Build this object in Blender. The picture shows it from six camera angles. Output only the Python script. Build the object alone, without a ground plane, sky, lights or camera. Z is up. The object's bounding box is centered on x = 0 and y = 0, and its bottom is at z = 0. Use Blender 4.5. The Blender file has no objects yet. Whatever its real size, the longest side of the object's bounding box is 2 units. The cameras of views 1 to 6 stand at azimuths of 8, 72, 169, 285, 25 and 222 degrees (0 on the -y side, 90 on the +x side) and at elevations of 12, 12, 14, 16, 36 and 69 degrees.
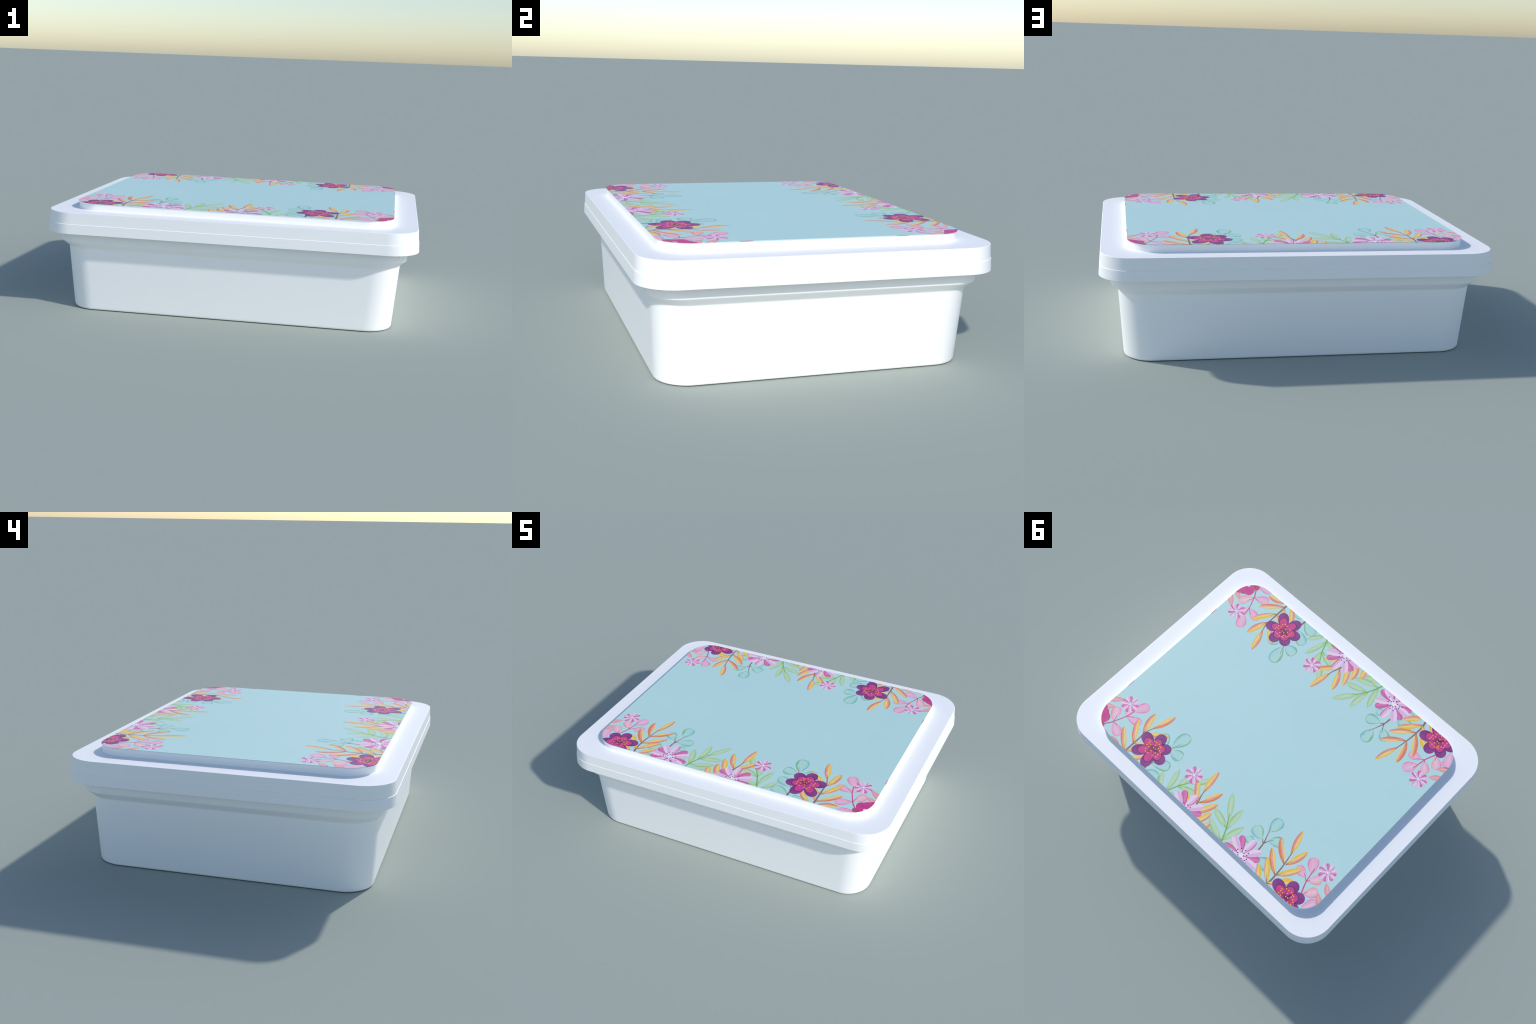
"""White plastic storage box with a lid whose raised panel carries a pale-blue
label with two mirrored borders of watercolour flowers.  Metres, z up."""
import bpy, math, random
from mathutils import Vector, Matrix

random.seed(7)

# ------------------------------------------------------------------ colours
SUNLIT = (0.800, 0.860, 0.985)          # light on a level face of the set


def ink(r, g, b):
    """Base colour of a printed ink, given the sRGB it shows lying flat in the sun."""
    out = []
    for c, k in zip((r, g, b), SUNLIT):
        c /= 255.0
        lin = c / 12.92 if c <= 0.04045 else ((c + 0.055) / 1.055) ** 2.4
        out.append(min(lin / k, 0.97))
    return (*out, 1.0)


# ------------------------------------------------------------------ node helpers
class Shader:
    def __init__(self, name, roughness=0.5, specular=0.5):
        self.mat = bpy.data.materials.new(name)
        self.mat.use_nodes = True
        self.t = self.mat.node_tree
        self.bsdf = self.t.nodes["Principled BSDF"]
        self.bsdf.inputs["Roughness"].default_value = roughness
        self.bsdf.inputs["Specular IOR Level"].default_value = specular

    def node(self, kind, **kw):
        n = self.t.nodes.new(kind)
        for k, v in kw.items():
            setattr(n, k, v)
        return n

    def put(self, socket, v):
        if isinstance(v, bpy.types.NodeSocket):
            self.t.links.new(v, socket)
        else:
            socket.default_value = v

    def math(self, op, a, b=0.0, clamp=False):
        n = self.node("ShaderNodeMath", operation=op, use_clamp=clamp)
        self.put(n.inputs[0], a)
        self.put(n.inputs[1], b)
        return n.outputs[0]

    def xyz(self):
        tc = self.node("ShaderNodeTexCoord")
        s = self.node("ShaderNodeSeparateXYZ")
        self.t.links.new(tc.outputs["Object"], s.inputs[0])
        return tc.outputs["Object"], s.outputs[0], s.outputs[1]

    def noise(self, vec, scale, detail=2.0, shift=True):
        m = self.node("ShaderNodeMapping")
        self.put(m.inputs["Vector"], vec)
        if shift:
            info = self.node("ShaderNodeObjectInfo")
            c = self.node("ShaderNodeCombineXYZ")
            r = self.math("MULTIPLY", info.outputs["Random"], 40.0)
            self.put(c.inputs[0], r)
            self.put(c.inputs[1], r)
            self.put(m.inputs["Location"], c.outputs[0])
        n = self.node("ShaderNodeTexNoise")
        n.inputs["Scale"].default_value = scale
        n.inputs["Detail"].default_value = detail
        self.put(n.inputs["Vector"], m.outputs[0])
        return n.outputs["Fac"]

    def ramp(self, fac, stops):
        n = self.node("ShaderNodeValToRGB")
        el = n.color_ramp.elements
        while len(el) < len(stops):
            el.new(0.5)
        for e, (p, c) in zip(el, stops):
            e.position, e.color = p, c
        self.put(n.inputs[0], fac)
        return n.outputs[0]

    def mix(self, fac, a, b):
        n = self.node("ShaderNodeMix", data_type="RGBA")
        self.put(n.inputs["Factor"], fac)
        self.put(n.inputs["A"], a)
        self.put(n.inputs["B"], b)
        return n.outputs["Result"]

    def done(self, colour):
        self.put(self.bsdf.inputs["Base Color"], colour)
        return self.mat


def plain(name, colour, **kw):
    return Shader(name, **kw).done(colour)


# leaf / petal outlines: half width along the axis t = 0..1 is t^a (1-t)^b
OUTLINE = {"lance": (0.82, 0.70), "spear": (0.70, 0.95), "drop": (0.90, 0.46), "petal": (0.95, 0.42),
           "round_petal": (0.85, 0.50), "oval": (0.5, 0.5)}


def across(s, x, y, shape):
    """-1 .. 1 across the leaf at every point of its length (node version)."""
    a, b = OUTLINE[shape]
    top = (a / (a + b)) ** a * (b / (a + b)) ** b
    xa = s.math("POWER", s.math("MAXIMUM", x, 0.02), a)
    xb = s.math("POWER", s.math("MAXIMUM", s.math("SUBTRACT", 1.0, x), 0.02), b)
    h = s.math("MULTIPLY", s.math("MULTIPLY", xa, xb), 0.5 / top)
    return s.math("DIVIDE", y, h)


def two_tone_leaf(name, flip, warm=ink(226, 188, 72), warm_pale=ink(231, 205, 132),
                  red=ink(214, 124, 84), red_pale=ink(221, 162, 150), knot=ink(206, 98, 58)):
    """Golden on one long side, salmon on the other, deeper at both edges and the tip."""
    s = Shader(name)
    vec, x, y = s.xyz()
    v = across(s, x, y, "lance")
    if flip:
        v = s.math("MULTIPLY", v, -1.0)
    n = s.noise(vec, 2.6)
    fine = s.noise(vec, 9.0, 3.0)
    info = s.node("ShaderNodeObjectInfo").outputs["Random"]
    drift = s.math("ADD", s.math("MULTIPLY", s.math("SUBTRACT", n, 0.5), 0.9),
                   s.math("MULTIPLY", s.math("SUBTRACT", fine, 0.5), 0.35))
    off = s.math("ADD", s.math("MULTIPLY", s.math("SUBTRACT", info, 0.5), 0.7), 0.16)
    u = s.math("ADD", s.math("MULTIPLY", s.math("ADD", s.math("ADD", v, drift), off), 0.5), 0.5)
    c = s.ramp(u, [(0.10, red), (0.26, red_pale), (0.44, red_pale), (0.51, warm_pale),
                   (0.68, warm_pale), (0.88, warm)])
    strong = s.ramp(u, [(0.42, red), (0.55, warm)])
    rim = s.math("MULTIPLY", s.math("POWER", s.math("MINIMUM", s.math("ABSOLUTE", v), 1.0), 4.0), 0.75)
    tip = s.math("POWER", x, 7.0)
    c = s.mix(s.math("MAXIMUM", rim, tip, clamp=True), c, strong)
    b = s.math("SUBTRACT", 1.0, s.math("MULTIPLY", x, 6.0), clamp=True)
    return s.done(s.mix(s.math("MULTIPLY", b, 0.85), c, knot))


def wash_leaf(name, shape, core, body, edge, tint=None, rim=(0.66, 0.92), by_side=False):
    """Pale watercolour middle with a darker dried rim; tint = second wash bleeding in."""
    s = Shader(name)
    vec, x, y = s.xyz()
    side = across(s, x, y, shape)
    v = s.math("ABSOLUTE", side)
    v = s.math("MAXIMUM", v, s.math("POWER", x, 7.0))
    n = s.noise(vec, 2.4, 3.0)
    fine = s.noise(vec, 8.0, 3.0)
    v = s.math("ADD", v, s.math("MULTIPLY", s.math("SUBTRACT", n, 0.5), 0.6))
    v = s.math("ADD", v, s.math("MULTIPLY", s.math("SUBTRACT", fine, 0.5), 0.3))
    c = s.ramp(v, [(0.05, core), (0.35, body), (rim[0], body), (rim[1], edge)])
    if tint is not None:
        blend = s.noise(vec, 1.3, 1.0)
        if by_side:
            turn = s.math("SUBTRACT", s.node("ShaderNodeObjectInfo").outputs["Random"], 0.5)
            blend = s.math("ADD", blend, s.math("MULTIPLY", s.math("MULTIPLY", side, turn), 0.8))
        k = s.ramp(blend, [(0.44, (0, 0, 0, 1)), (0.56, (1, 1, 1, 1))])
        c = s.mix(s.math("MULTIPLY", k, 0.85),
                  c, s.ramp(v, [(0.05, tint[0]), (rim[0], tint[1]), (rim[1], tint[2])]))
    return s.done(c)


def petal_ink(name, shape, base, body, edge, flip=False, soft=0.3):
    """Streaked petal: one half lighter than the other."""
    s = Shader(name)
    vec, x, y = s.xyz()
    v = across(s, x, y, shape)
    if flip:
        v = s.math("MULTIPLY", v, -1.0)
    m = s.node("ShaderNodeMapping")
    m.inputs["Scale"].default_value = (1.2, 6.0, 1.0)
    s.put(m.inputs["Vector"], vec)
    n = s.noise(m.outputs[0], 1.5)
    v = s.math("ADD", v, s.math("MULTIPLY", s.math("SUBTRACT", n, 0.5), soft))
    u = s.math("ADD", s.math("MULTIPLY", v, 0.5), 0.5)
    return s.done(s.ramp(u, [(0.06, edge), (0.22, body), (0.45, body), (0.58, base), (1.0, base)]))


def mottled(name, a, b, scale=26.0):
    s = Shader(name)
    vec, _, _ = s.xyz()
    return s.done(s.ramp(s.noise(vec, scale, 3.0, shift=False), [(0.35, a), (0.65, b)]))


# ------------------------------------------------------------------ materials
def white_plastic():
    s = Shader("white_plastic", roughness=0.5, specular=0.5)
    vec, _, _ = s.xyz()
    n = s.noise(vec, 3.0, 2.0, shift=False)
    return s.done(s.ramp(n, [(0.3, (0.985, 0.985, 0.985, 1)), (0.7, (0.995, 0.995, 0.995, 1))]))


def label_paper():
    s = Shader("label_paper", roughness=0.5, specular=0.5)
    vec, _, _ = s.xyz()
    n = s.noise(vec, 2.0, 3.0, shift=False)
    return s.done(s.ramp(n, [(0.3, ink(173, 211, 222)), (0.7, ink(175, 213, 223))]))


WHITE = white_plastic()
PAPER = label_paper()
MAT = {
    "orange": [two_tone_leaf("orange_leaf_ink", False), two_tone_leaf("orange_leaf_ink_turned", True)],
    "green": wash_leaf("green_leaf_ink", "lance", ink(184, 211, 192), ink(171, 205, 172), ink(150, 191, 122)),
    "teal": wash_leaf("teal_leaf_ink", "drop", ink(164, 209, 210), ink(170, 211, 206), ink(114, 180, 152),
                      (ink(166, 208, 220), ink(158, 205, 214), ink(116, 187, 190)), (0.58, 0.86), True),
    "pink": wash_leaf("pink_leaf_ink", "drop", ink(222, 190, 214), ink(219, 172, 210), ink(216, 132, 186),
                      (ink(222, 178, 204), ink(220, 168, 204), ink(218, 128, 180))),
    "peach": wash_leaf("peach_leaf_ink", "drop", ink(226, 200, 206), ink(223, 180, 194), ink(221, 146, 152),
                       (ink(222, 190, 214), ink(222, 174, 206), ink(218, 144, 184)), by_side=True),
    "coral": wash_leaf("coral_leaf_ink", "spear", ink(222, 176, 184), ink(220, 156, 164), ink(219, 130, 142)),
    "bark": plain("brown_stem_ink", ink(136, 104, 104)),
    "twig": plain("dark_vein_ink", ink(140, 92, 74)),
    "grass": plain("green_stem_ink", ink(116, 178, 74)),
    "berry": plain("pink_stem_ink", ink(196, 80, 140)),
    "violet": petal_ink("purple_petal_ink", "round_petal", ink(131, 61, 140), ink(125, 55, 134), ink(117, 48, 126)),
    "magenta": petal_ink("magenta_petal_ink", "round_petal", ink(193, 58, 136), ink(196, 66, 140), ink(190, 54, 132)),
    "shade": plain("dark_line_ink", ink(78, 36, 84)),
    "lilac": petal_ink("lilac_petal_ink", "petal", ink(226, 203, 233), ink(214, 177, 219), ink(216, 186, 224)),
    "lilac_edge": petal_ink("lilac_petal_ink_edged", "petal", ink(226, 203, 233), ink(214, 177, 219), ink(206, 70, 144)),
    "rose": petal_ink("rose_petal_ink", "petal", ink(198, 100, 166), ink(204, 122, 180), ink(206, 62, 140)),
    "snow": plain("white_stamen_ink", ink(232, 228, 246)),
    "plum": plain("dark_speck_ink", ink(92, 62, 128)),
    "gold": plain("yellow_speck_ink", ink(232, 168, 60)),
    "blossom": mottled("deep_pink_blossom_ink", ink(184, 58, 134), ink(200, 68, 142)),
    "calyx": plain("red_calyx_ink", ink(180, 76, 112)),
}


# ------------------------------------------------------------------ scene tree
root = bpy.data.objects.new("storage_box", None)
bpy.context.collection.objects.link(root)
root["label"] = "white plastic storage box with floral pale blue lid label"
root["category"] = "storage box"


def add(name, verts, faces, mat, parent, smooth=None):
    me = bpy.data.meshes.new(name)
    me.from_pydata(verts, [], faces)
    me.validate()
    me.materials.append(mat)
    ob = bpy.data.objects.new(name, me)
    bpy.context.collection.objects.link(ob)
    ob.parent = parent
    if smooth is not None:
        me.shade_smooth()
        me.set_sharp_from_angle(angle=math.radians(smooth))
    return ob


# ------------------------------------------------------------------ rounded-rectangle lofts
def ring(hx, hy, r, z, n=14, side=6):
    pts = []
    for cx, cy, a0 in ((1, -1, -90), (1, 1, 0), (-1, 1, 90), (-1, -1, 180)):
        arc = [(cx * (hx - r) + r * math.cos(math.radians(a0 + 90 * i / n)),
                cy * (hy - r) + r * math.sin(math.radians(a0 + 90 * i / n)), z) for i in range(n + 1)]
        pts += arc
    return pts


def fillet(profile):
    """profile: (half_x, half_y, corner_radius, z, fillet) -> rings with rounded corners."""
    out = []
    for i, p in enumerate(profile):
        f = p[4]
        if f <= 0 or i in (0, len(profile) - 1):
            out.append(p[:4])
            continue
        cur = Vector(p[:4])
        a, b = Vector(profile[i - 1][:4]) - cur, Vector(profile[i + 1][:4]) - cur
        la, lb = math.hypot(a[0], a[3]), math.hypot(b[0], b[3])
        pa, pb = cur + a * min(0.49, f / la), cur + b * min(0.49, f / lb)
        # holding rings keep the big faces flat-shaded right up to the rounding
        out.append(tuple(pa + a * min(0.25, 0.5 * f / la)))
        for k in range(6):
            t = k / 5
            out.append(tuple(pa * (1 - t) ** 2 + cur * 2 * t * (1 - t) + pb * t * t))
        out.append(tuple(pb + b * min(0.25, 0.5 * f / lb)))
    return out


def loft(name, profile, parent, mat, cap_first=True, cap_last=True, smooth=32):
    rings = [ring(*p) for p in fillet(profile)]
    n = len(rings[0])
    verts = [v for r in rings for v in r]
    faces = []
    for i in range(len(rings) - 1):
        for j in range(n):
            k = (j + 1) % n
            faces.append((i * n + j, i * n + k, (i + 1) * n + k, (i + 1) * n + j))
    if cap_first:
        faces.append(tuple(reversed(range(n))))
    if cap_last:
        faces.append(tuple(range((len(rings) - 1) * n, len(rings) * n)))
    return add(name, verts, faces, mat, parent, smooth)


# tub: floor edge -> drafted wall -> sloping shoulder -> upright collar -> rim -> inside
tub = loft("tub", [
    (0.866, 0.674, 0.130, 0.000, 0.0),
    (0.8830, 0.6905, 0.146, 0.000, 0.011),
    (0.908, 0.7075, 0.147, 0.3455, 0.005),
    (0.9415, 0.7350, 0.140, 0.3805, 0.005),
    (0.943, 0.7370, 0.141, 0.512, 0.003),
    (0.926, 0.7180, 0.124, 0.512, 0.003),
    (0.924, 0.7160, 0.122, 0.392, 0.010),
    (0.890, 0.6895, 0.129, 0.352, 0.006),
    (0.864, 0.6725, 0.128, 0.020, 0.012),
    (0.840, 0.6485, 0.104, 0.018, 0.0),
], root, WHITE)

# lid: raised panel, broad rim, two-step skirt, hollow underside
lid = loft("lid", [
    (0.930, 0.7195, 0.124, 0.524, 0.0),
    (0.972, 0.759, 0.137, 0.524, 0.004),
    (0.983, 0.770, 0.148, 0.434, 0.0015),
    (1.000, 0.787, 0.164, 0.434, 0.0015),
    (0.9967, 0.7850, 0.163, 0.4862, 0.0004),
    (0.9947, 0.7830, 0.162, 0.4872, 0.0004),
    (0.9908, 0.7798, 0.161, 0.5490, 0.0025),
    (0.8580, 0.6745, 0.137, 0.5490, 0.003),
    (0.8580, 0.6745, 0.137, 0.5858, 0.0012),
    (0.840, 0.656, 0.120, 0.5858, 0.0),
], root, WHITE)

# a small upright rib under each corner of the skirt
RIB_OUT, RIB_W, RIB_FOOT = 0.006, 0.005, 0.410
for sx in (1, -1):
    for sy in (1, -1):
        c = Vector((sx * (0.942 - 0.1405), sy * (0.736 - 0.1405), 0))
        d = Vector((sx, sy, 0)).normalized()
        t = Vector((-d.y, d.x, 0))
        a, b = c + d * 0.134, c + d * (0.1405 + RIB_OUT)
        vs = []
        for base, z in ((a, RIB_FOOT), (b, RIB_FOOT), (b, 0.46), (a, 0.46)):
            for e in (-1, 1):
                p = base + t * e * RIB_W / 2
                vs.append((p.x, p.y, z))
        add("corner_rib", vs, [(0, 1, 3, 2), (2, 3, 5, 4), (4, 5, 7, 6), (6, 7, 1, 0),
                               (0, 2, 4, 6), (1, 7, 5, 3)], WHITE, lid)

# label: thin sheet a little wider than the panel it is stuck on
LX, LY, LR, LZ = 0.8618, 0.6785, 0.140, 0.5884
label = loft("label", [
    (LX - 0.0005, LY - 0.0005, LR - 0.0005, LZ - 0.0024, 0.0),
    (LX - 0.0002, LY - 0.0002, LR - 0.0002, LZ - 0.0020, 0.0),
    (LX - 0.0002, LY - 0.0002, LR - 0.0002, LZ - 0.0002, 0.0),
    (LX - 0.0004, LY - 0.0004, LR - 0.0004, LZ, 0.0),
], root, PAPER, smooth=5)

# ------------------------------------------------------------------ printed shapes
CLIP = [(p[0], p[1]) for p in ring(LX, LY, LR, 0, n=18)]
MIRROR_Y = 0.0262            # back border = front border reflected in y = MIRROR_Y / 2
STEP = 3e-7                  # every later stroke lies a hair above the earlier ones
stroke = [0]


def clip(poly):
    """Cut a polygon to the label's outline."""
    if all(abs(x) < LX - LR and abs(y) < LY - 0.002 or abs(y) < LY - LR and abs(x) < LX - 0.002 for x, y in poly):
        return poly
    out = poly
    m = len(CLIP)
    for i in range(m):
        ax, ay = CLIP[i]
        bx, by = CLIP[(i + 1) % m]
        if (bx - ax) ** 2 + (by - ay) ** 2 < 1e-12:
            continue
        src, out = out, []
        for j in range(len(src)):
            p, q = src[j - 1], src[j]
            sp = (bx - ax) * (p[1] - ay) - (by - ay) * (p[0] - ax)
            sq = (bx - ax) * (q[1] - ay) - (by - ay) * (q[0] - ax)
            if (sp >= 0) != (sq >= 0):
                t = sp / (sp - sq)
                out.append((p[0] + (q[0] - p[0]) * t, p[1] + (q[1] - p[1]) * t))
            if sq >= 0:
                out.append(q)
        if len(out) < 3:
            return []
    # drop doubled points
    res = []
    for p in out:
        if not res or math.dist(p, res[-1]) > 2e-5:
            res.append(p)
    return res if len(res) > 2 else []


def area(poly):
    return 0.5 * sum(poly[i - 1][0] * poly[i][1] - poly[i][0] * poly[i - 1][1] for i in range(len(poly)))


def stamp(name, polys, mat, mirrored, frame=None, stuff=False):
    """Lay flat ink shapes (front-border coordinates) on the label as thin solids.
    frame = (origin, axis_end, width): local x runs 0..1 along it, y -0.5..0.5 across."""
    z0 = LZ - 0.0014          # ink wraps over the cut edge of the sheet
    flip = (lambda p: (p[0], MIRROR_Y - p[1])) if mirrored else (lambda p: p)
    done = []
    for poly in polys:
        q = clip([flip(p) for p in poly])
        if len(q) > 2 and abs(area(q)) > 2e-7:
            done.append(q if area(q) > 0 else q[::-1])
    if not done:
        return
    if frame:
        o, e, w = Vector(flip(frame[0])), Vector(flip(frame[1])), frame[2]
        ax = e - o
        M = Matrix.Translation((o.x, o.y, 0)) @ Matrix.Rotation(math.atan2(ax.y, ax.x), 4, "Z") \
            @ Matrix.Diagonal((ax.length, w, 1, 1))
    else:
        M = Matrix.Identity(4)
    inv = M.inverted()
    verts, faces = [], []
    for q in done:
        k, n = len(verts), len(q)
        stroke[0] += 1
        z1 = LZ + 0.00003 + stroke[0] * STEP
        verts += [inv @ Vector((*p, z1)) for p in q] + [inv @ Vector((*p, z0)) for p in q]
        faces.append(tuple(range(k, k + n)))
        faces.append(tuple(reversed(range(k + n, k + 2 * n))))
        for i in range(n):
            j = (i + 1) % n
            faces.append((k + j, k + i, k + n + i, k + n + j))
    ob = add(name, verts, faces, mat, label)
    ob.matrix_local = M
    if stuff:
        ob["kind"] = "stuff"
    return ob


def blade(base, tip, width, shape, bend=0.0, n=22):
    """Outline of a leaf or petal from base to tip."""
    a, b = OUTLINE[shape]
    top = (a / (a + b)) ** a * (b / (a + b)) ** b
    ax = Vector(tip) - Vector(base)
    nv = Vector((-ax.y, ax.x)).normalized()
    left, right = [], []
    for i in range(n + 1):
        t = 0.5 - 0.5 * math.cos(math.pi * i / n)
        h = 0.5 * width * t ** a * (1 - t) ** b / top
        c = Vector(base) + ax * t + nv * bend * ax.length * math.sin(math.pi * t)
        left.append(tuple(c + nv * h))
        right.append(tuple(c - nv * h))
    return right + left[-2:0:-1]


def strip(path, w0, w1):
    """Tapering stroke along a path, as a chain of quads."""
    pts = [Vector(p) for p in path]
    # Catmull-Rom smoothing
    fine = []
    for i in range(len(pts) - 1):
        p0, p1, p2, p3 = pts[max(i - 1, 0)], pts[i], pts[i + 1], pts[min(i + 2, len(pts) - 1)]
        for k in range(4):
            t = k / 4
            fine.append(0.5 * ((2 * p1) + (p2 - p0) * t + (2 * p0 - 5 * p1 + 4 * p2 - p3) * t * t
                               + (3 * p1 - p0 - 3 * p2 + p3) * t ** 3))
    fine.append(pts[-1])
    edge = []
    for i, p in enumerate(fine):
        d = (fine[min(i + 1, len(fine) - 1)] - fine[max(i - 1, 0)]).normalized()
        nv = Vector((-d.y, d.x)) * 0.5 * (w0 + (w1 - w0) * i / (len(fine) - 1))
        edge.append((tuple(p - nv), tuple(p + nv)))
    return [[edge[i][0], edge[i + 1][0], edge[i + 1][1], edge[i][1]] for i in range(len(edge) - 1)]


def disc(c, r, n=10):
    return [(c[0] + r * math.cos(2 * math.pi * i / n), c[1] + r * math.sin(2 * math.pi * i / n)) for i in range(n)]


def polar(c, deg, rad):
    return (c[0] + rad * math.cos(math.radians(deg)), c[1] + rad * math.sin(math.radians(deg)))


# ------------------------------------------------------------------ the border, front edge (y < 0)
# leaf: base x, y, tip x, y, width [, side of the yellow half]
ORANGE_SPRAYS = [
    dict(stem=[(0.563, -0.690), (0.563, -0.659), (0.563, -0.587), (0.563, -0.535), (0.563, -0.492), (0.549, -0.449), (0.541, -0.424)],
         leaves=[(0.563, -0.664, 0.685, -0.556, 0.034, 1), (0.566, -0.594, 0.656, -0.463, 0.035, 1),
                 (0.568, -0.511, 0.608, -0.372, 0.040, 1), (0.549, -0.449, 0.506, -0.304, 0.037, -1),
                 (0.564, -0.656, 0.489, -0.574, 0.028, -1), (0.566, -0.592, 0.499, -0.546, 0.024, -1),
                 (0.555, -0.501, 0.442, -0.420, 0.034, -1), (0.539, -0.694, 0.457, -0.610, 0.034, -1),
                 (0.586, -0.679, 0.694, -0.652, 0.035, -1)]),
    dict(stem=[(0.016, -0.644), (0.029, -0.598), (0.035, -0.575), (0.045, -0.549), (0.051, -0.522), (0.056, -0.483)],
         leaves=[(0.029, -0.591, 0.134, -0.478, 0.034, 1), (0.051, -0.522, 0.076, -0.370, 0.035, -1),
                 (0.026, -0.583, -0.034, -0.448, 0.036, -1), (-0.003, -0.644, -0.061, -0.515, 0.036, -1),
                 (-0.034, -0.687, -0.071, -0.573, 0.036, -1), (-0.085, -0.710, -0.108, -0.623, 0.036, -1),
                 (0.056, -0.628, 0.138, -0.579, 0.028, 1)]),
    dict(stem=[(-0.572, -0.690), (-0.582, -0.640), (-0.581, -0.580), (-0.573, -0.503), (-0.561, -0.440), (-0.553, -0.407)],
         leaves=[(-0.552, -0.694, -0.465, -0.600, 0.034, 1), (-0.575, -0.651, -0.474, -0.539, 0.035, 1),
                 (-0.577, -0.587, -0.457, -0.484, 0.035, 1), (-0.573, -0.507, -0.454, -0.409, 0.034, 1),
                 (-0.563, -0.442, -0.517, -0.293, 0.034, 1), (-0.581, -0.503, -0.619, -0.363, 0.037, -1),
                 (-0.581, -0.585, -0.666, -0.454, 0.037, -1), (-0.577, -0.651, -0.637, -0.601, 0.024, -1),
                 (-0.618, -0.594, -0.693, -0.544, 0.046, -1), (-0.602, -0.682, -0.670, -0.645, 0.026, -1)]),
]
GREEN_SPRAYS = [
    dict(stem=[(0.226, -0.685), (0.211, -0.662), (0.185, -0.596), (0.153, -0.542), (0.142, -0.520)],
         leaves=[(0.244, -0.686, 0.310, -0.593, 0.033), (0.213, -0.668, 0.252, -0.515, 0.034),
                 (0.186, -0.597, 0.172, -0.500, 0.036), (0.182, -0.597, 0.073, -0.557, 0.036),
                 (0.146, -0.535, 0.066, -0.425, 0.036), (0.213, -0.668, 0.140, -0.645, 0.032),
                 (0.189, -0.686, 0.130, -0.668, 0.026)]),
    dict(stem=[(-0.236, -0.687), (-0.221, -0.639), (-0.194, -0.582), (-0.162, -0.533), (-0.142, -0.503)],
         leaves=[(-0.194, -0.582, -0.059, -0.542, 0.040), (-0.221, -0.652, -0.078, -0.601, 0.038),
                 (-0.228, -0.692, -0.110, -0.648, 0.037), (-0.170, -0.541, -0.071, -0.406, 0.037),
                 (-0.201, -0.588, -0.187, -0.438, 0.037), (-0.225, -0.656, -0.264, -0.507, 0.037),
                 (-0.304, -0.618, -0.262, -0.628, 0.022)]),
]
TEAL_SPRAYS = [
    dict(stems=[[(0.402, -0.690), (0.406, -0.636), (0.411, -0.565), (0.390, -0.491), (0.378, -0.457), (0.359, -0.406)],
                [(0.402, -0.575), (0.398, -0.605), (0.386, -0.588)]],
         leaves=[(0.410, -0.688, 0.300, -0.637, 0.075), (0.397, -0.602, 0.300, -0.545, 0.070),
                 (0.376, -0.473, 0.291, -0.460, 0.073), (0.381, -0.458, 0.360, -0.329, 0.078),
                 (0.407, -0.484, 0.474, -0.419, 0.057), (0.508, -0.676, 0.433, -0.677, 0.037)]),
    dict(stems=[[(-0.418, -0.575), (-0.412, -0.545), (-0.406, -0.499), (-0.388, -0.447), (-0.369, -0.395)],
                [(-0.406, -0.499), (-0.415, -0.477), (-0.435, -0.443)],
                [(-0.405, -0.500), (-0.394, -0.492), (-0.383, -0.481)]],
         leaves=[(-0.384, -0.490, -0.301, -0.455, 0.071), (-0.381, -0.432, -0.387, -0.326, 0.072),
                 (-0.416, -0.470, -0.485, -0.417, 0.066), (-0.367, -0.539, -0.316, -0.535, 0.049),
                 (-0.435, -0.586, -0.542, -0.576, 0.080), (-0.454, -0.674, -0.525, -0.681, 0.044)]),
]
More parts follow.
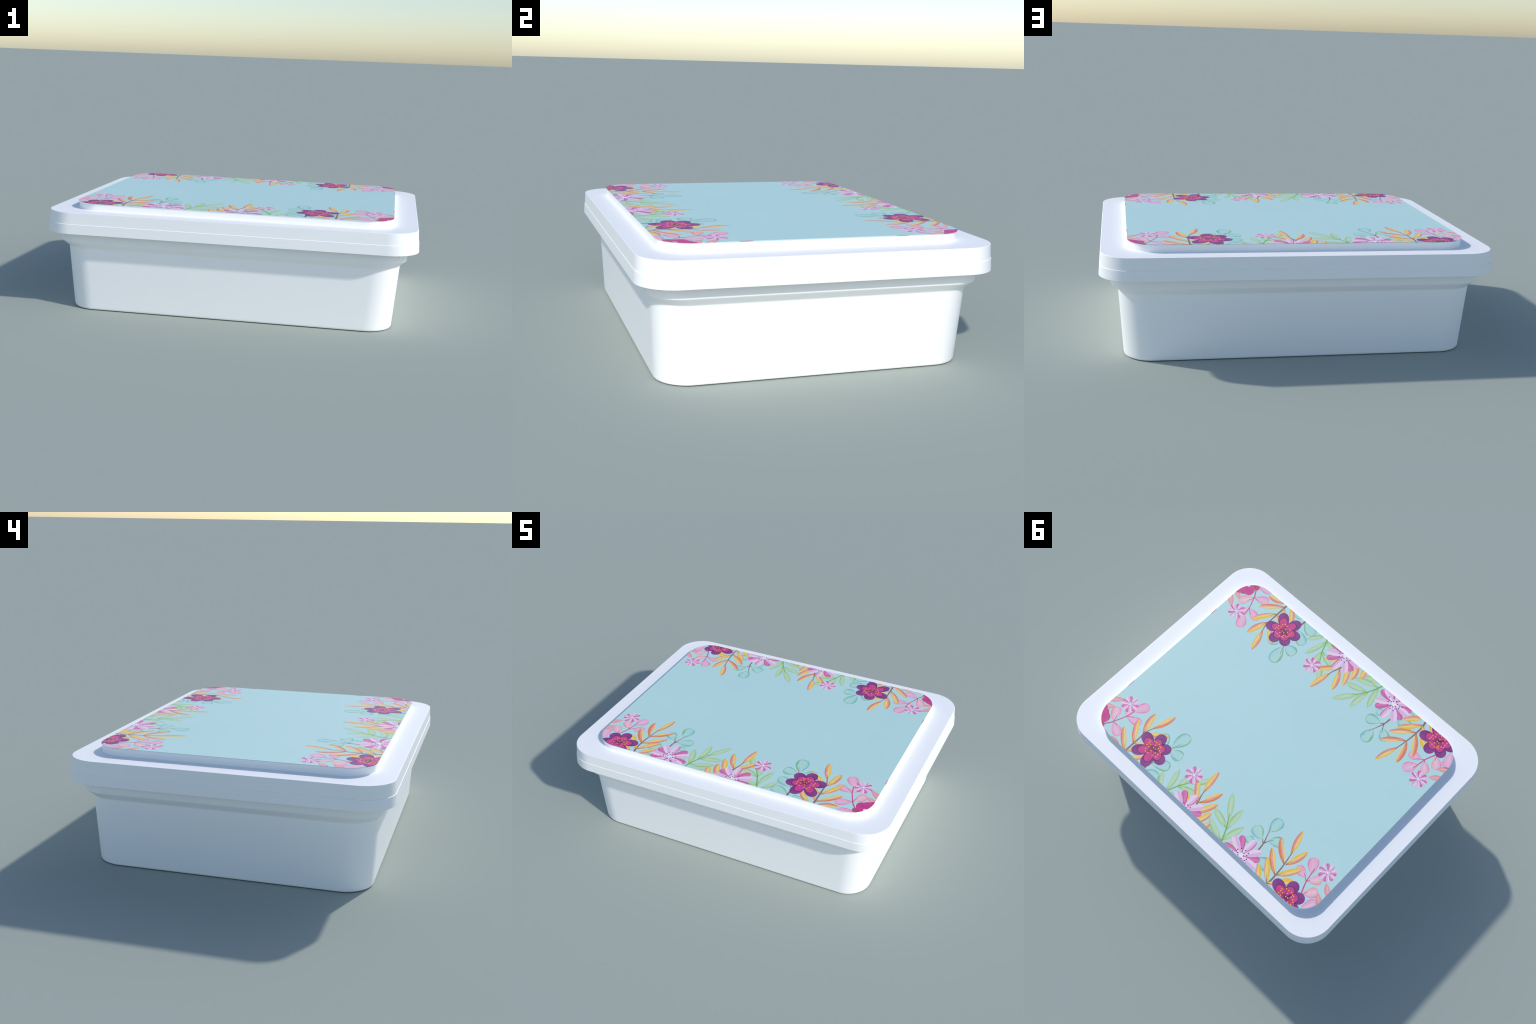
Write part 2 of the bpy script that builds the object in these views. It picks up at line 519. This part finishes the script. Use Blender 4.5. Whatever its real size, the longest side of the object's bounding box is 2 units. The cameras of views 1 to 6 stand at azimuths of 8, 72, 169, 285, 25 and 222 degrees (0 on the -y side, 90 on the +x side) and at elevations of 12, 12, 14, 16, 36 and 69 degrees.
PINK_SPRAYS = [
    dict(stems=[[(0.785, -0.640), (0.781, -0.628), (0.755, -0.589), (0.740, -0.554), (0.722, -0.509), (0.708, -0.450)],
                [(0.752, -0.585), (0.756, -0.557), (0.767, -0.535)], [(0.752, -0.585), (0.732, -0.580), (0.716, -0.581)],
                [(0.720, -0.507), (0.700, -0.488), (0.679, -0.476)], [(0.790, -0.656), (0.772, -0.657), (0.756, -0.658)]],
         leaves=[(0.754, -0.575, 0.801, -0.494, 0.059, "peach"), (0.747, -0.581, 0.660, -0.620, 0.060, "pink"),
                 (0.790, -0.656, 0.696, -0.680, 0.048, "pink"), (0.718, -0.503, 0.623, -0.473, 0.053, "pink"),
                 (0.717, -0.455, 0.667, -0.364, 0.065, "pink"), (0.719, -0.504, 0.749, -0.425, 0.060, "peach"),
                 (0.890, -0.508, 0.805, -0.432, 0.034, "coral"), (0.884, -0.553, 0.809, -0.505, 0.034, "coral")]),
    dict(stems=[[(-0.764, -0.580), (-0.757, -0.564), (-0.742, -0.530), (-0.728, -0.491), (-0.720, -0.448), (-0.713, -0.406)],
                [(-0.727, -0.492), (-0.707, -0.477), (-0.687, -0.465)], [(-0.764, -0.558), (-0.769, -0.542), (-0.776, -0.529)],
                [(-0.728, -0.491), (-0.735, -0.480), (-0.739, -0.471)]],
         leaves=[(-0.713, -0.478, -0.632, -0.462, 0.056, "pink"), (-0.722, -0.442, -0.670, -0.360, 0.064, "pink"),
                 (-0.730, -0.485, -0.784, -0.421, 0.053, "peach"), (-0.762, -0.556, -0.815, -0.487, 0.060, "peach"),
                 (-0.812, -0.634, -0.851, -0.534, 0.066, "pink"),
                 (-0.880, -0.550, -0.815, -0.494, 0.034, "coral"), (-0.880, -0.474, -0.813, -0.421, 0.034, "coral")]),
]
# six-petalled purple flowers: angle and reach of the outer and the inner petals
PURPLE_CENTRES = [(0.454, -0.535), (-0.709, -0.636)]
PURPLE_R = 0.115
OUTER = [(-47, 1.12), (-107, 1.07), (-164, 0.98), (140, 0.92), (82, 0.93), (17, 1.04)]
INNER = [(-47, 0.79), (-105, 0.76), (-161, 0.66), (140, 0.59), (80, 0.59), (12, 0.71)]
POLLEN = [(-40, .39), (-60, .42), (-8, .41), (-18, .28), (11, .41), (24, .46), (17, .28), (-80, .34), (-82, .15),
          (-127, .35), (44, .05), (-158, .24), (-152, .45), (69, .37), (68, .22), (51, .43), (94, .37), (130, .26),
          (116, .35), (128, .38), (155, .34), (169, .42), (-170, .40), (144, .09)]
# twelve-petalled daisies: angle, reach, ink; drawn rose first so lilac overlaps
DAISIES = [(0.063, -0.676, 0.118), (-0.363, -0.638, 0.118), (0.167, -0.485, 0.0545), (0.761, -0.435, 0.0545),
           (-0.779, -0.374, 0.0545)]
DAISY = [(-8, 1.0, "rose"), (-24, .97, "lilac"), (-56, .98, "rose"), (-79, .95, "lilac"), (-112, .98, "rose"),
         (-134, .97, "lilac"), (-163, .96, "rose"), (178, .97, "lilac"), (151, .95, "rose"), (128, 1.0, "lilac"),
         (91, 1.02, "lilac_edge"), (51, 1.0, "rose"), (28, 1.02, "lilac")]
SPECKS = [(-16, .45), (-47, .32), (4, .31), (21, .33), (3, .19), (-31, .13), (-88, .18), (-145, .16), (54, .34),
          (68, .19), (102, .19), (148, .14), (92, .34), (139, .28), (121, .38), (-169, .30), (-163, .43), (170, .34)]


def one_border(m):
    sway = random.Random(11)
    stroke[0] = 0

    def leaf(base, tip, w, kind, shape, mat):
        b = sway.uniform(-0.035, 0.035)
        stamp("leaf", [blade(base, tip, w, shape, b)], mat, m, (base, tip, w))

    def vein(l, reach, w):
        b, t = Vector(l[0:2]), Vector(l[2:4])
        return strip([tuple(b), tuple(b.lerp(t, reach))], w, 0.001)

    def petal(c, deg, r0, r1, w, shape, mat):
        b, t = polar(c, deg, r0), polar(c, deg, r1)
        stamp("petal", [blade(b, t, w, shape)], mat, m, (b, t, w))

    for s in TEAL_SPRAYS:
        for x0, y0, x1, y1, w in s["leaves"]:
            leaf((x0, y0), (x1, y1), w, "teal", "drop", MAT["teal"])
        for i, path in enumerate(s["stems"]):
            stamp("stem", strip(path, 0.013 if i == 0 else 0.008, 0.002), MAT["bark"], m)
    for s in GREEN_SPRAYS:
        for x0, y0, x1, y1, w in s["leaves"]:
            leaf((x0, y0), (x1, y1), w, "green", "lance", MAT["green"])
        veins = [q for l in s["leaves"] for q in vein(l, 0.26, 0.006)]
        stamp("stem", strip(s["stem"], 0.011, 0.003) + veins, MAT["grass"], m)
    for s in PINK_SPRAYS:
        for x0, y0, x1, y1, w, kind in s["leaves"]:
            leaf((x0, y0), (x1, y1), w, kind, "spear" if kind == "coral" else "drop", MAT[kind])
        for i, path in enumerate(s["stems"]):
            stamp("stem", strip(path, 0.009 if i == 0 else 0.005, 0.005 if i == 0 else 0.0025), MAT["berry"], m)
    for s in ORANGE_SPRAYS:
        stamp("stem", strip(s["stem"], 0.013, 0.003), MAT["bark"], m)
        for x0, y0, x1, y1, w, side in s["leaves"]:
            turned = (side < 0) != m
            leaf((x0, y0), (x1, y1), w, "orange", "lance", MAT["orange"][1 if turned else 0])
        stamp("vein", [q for l in s["leaves"] for q in vein(l, 0.34, 0.004)], MAT["twig"], m, stuff=True)
    for cx, cy, r in DAISIES:
        c = (cx, cy)
        for inks in (("rose",), ("lilac", "lilac_edge")):
            for deg, reach, k in DAISY:
                if k in inks:
                    petal(c, deg, r * 0.04, r * reach, r * 0.35, "petal", MAT[k])
        rays = [q for deg, d in SPECKS for q in strip([polar(c, deg, 0), polar(c, deg, d * r)], 0.045 * r, 0.015 * r)]
        rays.append(disc(c, 0.075 * r))
        stamp("stamen", rays, MAT["snow"], m, stuff=True)
        stamp("pollen", [disc(polar(c, deg, d * r), 0.034 * r) for deg, d in SPECKS], MAT["plum"], m, stuff=True)
    for c in PURPLE_CENTRES:
        r = PURPLE_R
        for deg, reach in OUTER:
            petal(c, deg, 0.0, r * reach, r * 0.60, "round_petal", MAT["violet"])
        for deg, reach in INNER:
            petal(c, deg, 0.0, r * (reach + 0.035), r * 0.48, "round_petal", MAT["shade"])
        for deg, reach in INNER:
            petal(c, deg, 0.0, r * reach, r * 0.43, "round_petal", MAT["magenta"])
        stamp("stamen", [q for deg, d in POLLEN for q in strip([c, polar(c, deg, d * r * 0.9)], 0.028 * r, 0.014 * r)]
              + [disc(c, 0.045 * r)], MAT["shade"], m, stuff=True)
        stamp("pollen", [disc(polar(c, deg, d * r), 0.036 * r) for deg, d in POLLEN], MAT["gold"], m, stuff=True)
    # deep pink blossom running off the corner, and two that only touch the short edge
    edge = [(0.880, -0.520), (0.859, -0.531), (0.847, -0.536), (0.838, -0.545), (0.824, -0.547), (0.809, -0.559),
            (0.797, -0.563), (0.786, -0.570), (0.778, -0.586), (0.779, -0.604), (0.785, -0.622), (0.800, -0.655)]
    outline = [q[0] for q in strip(edge, 1e-5, 1e-5)] + [(0.820, -0.700), (0.900, -0.700), (0.900, -0.520)]
    stamp("petal", [outline], MAT["blossom"], m)
    b, t = (0.802, -0.660), (0.776, -0.626)
    stamp("leaf", [blade(b, t, 0.034, "oval")], MAT["calyx"], m, (b, t, 0.034))
    stamp("stamen", [disc((0.838, -0.621), 0.0125, 16)], MAT["snow"], m, stuff=True)
    b, t = (0.8655, -0.368), (0.8655, -0.300)
    stamp("petal", [blade(b, t, 0.015, "oval")], MAT["blossom"], m, (b, t, 0.015))


one_border(False)
one_border(True)
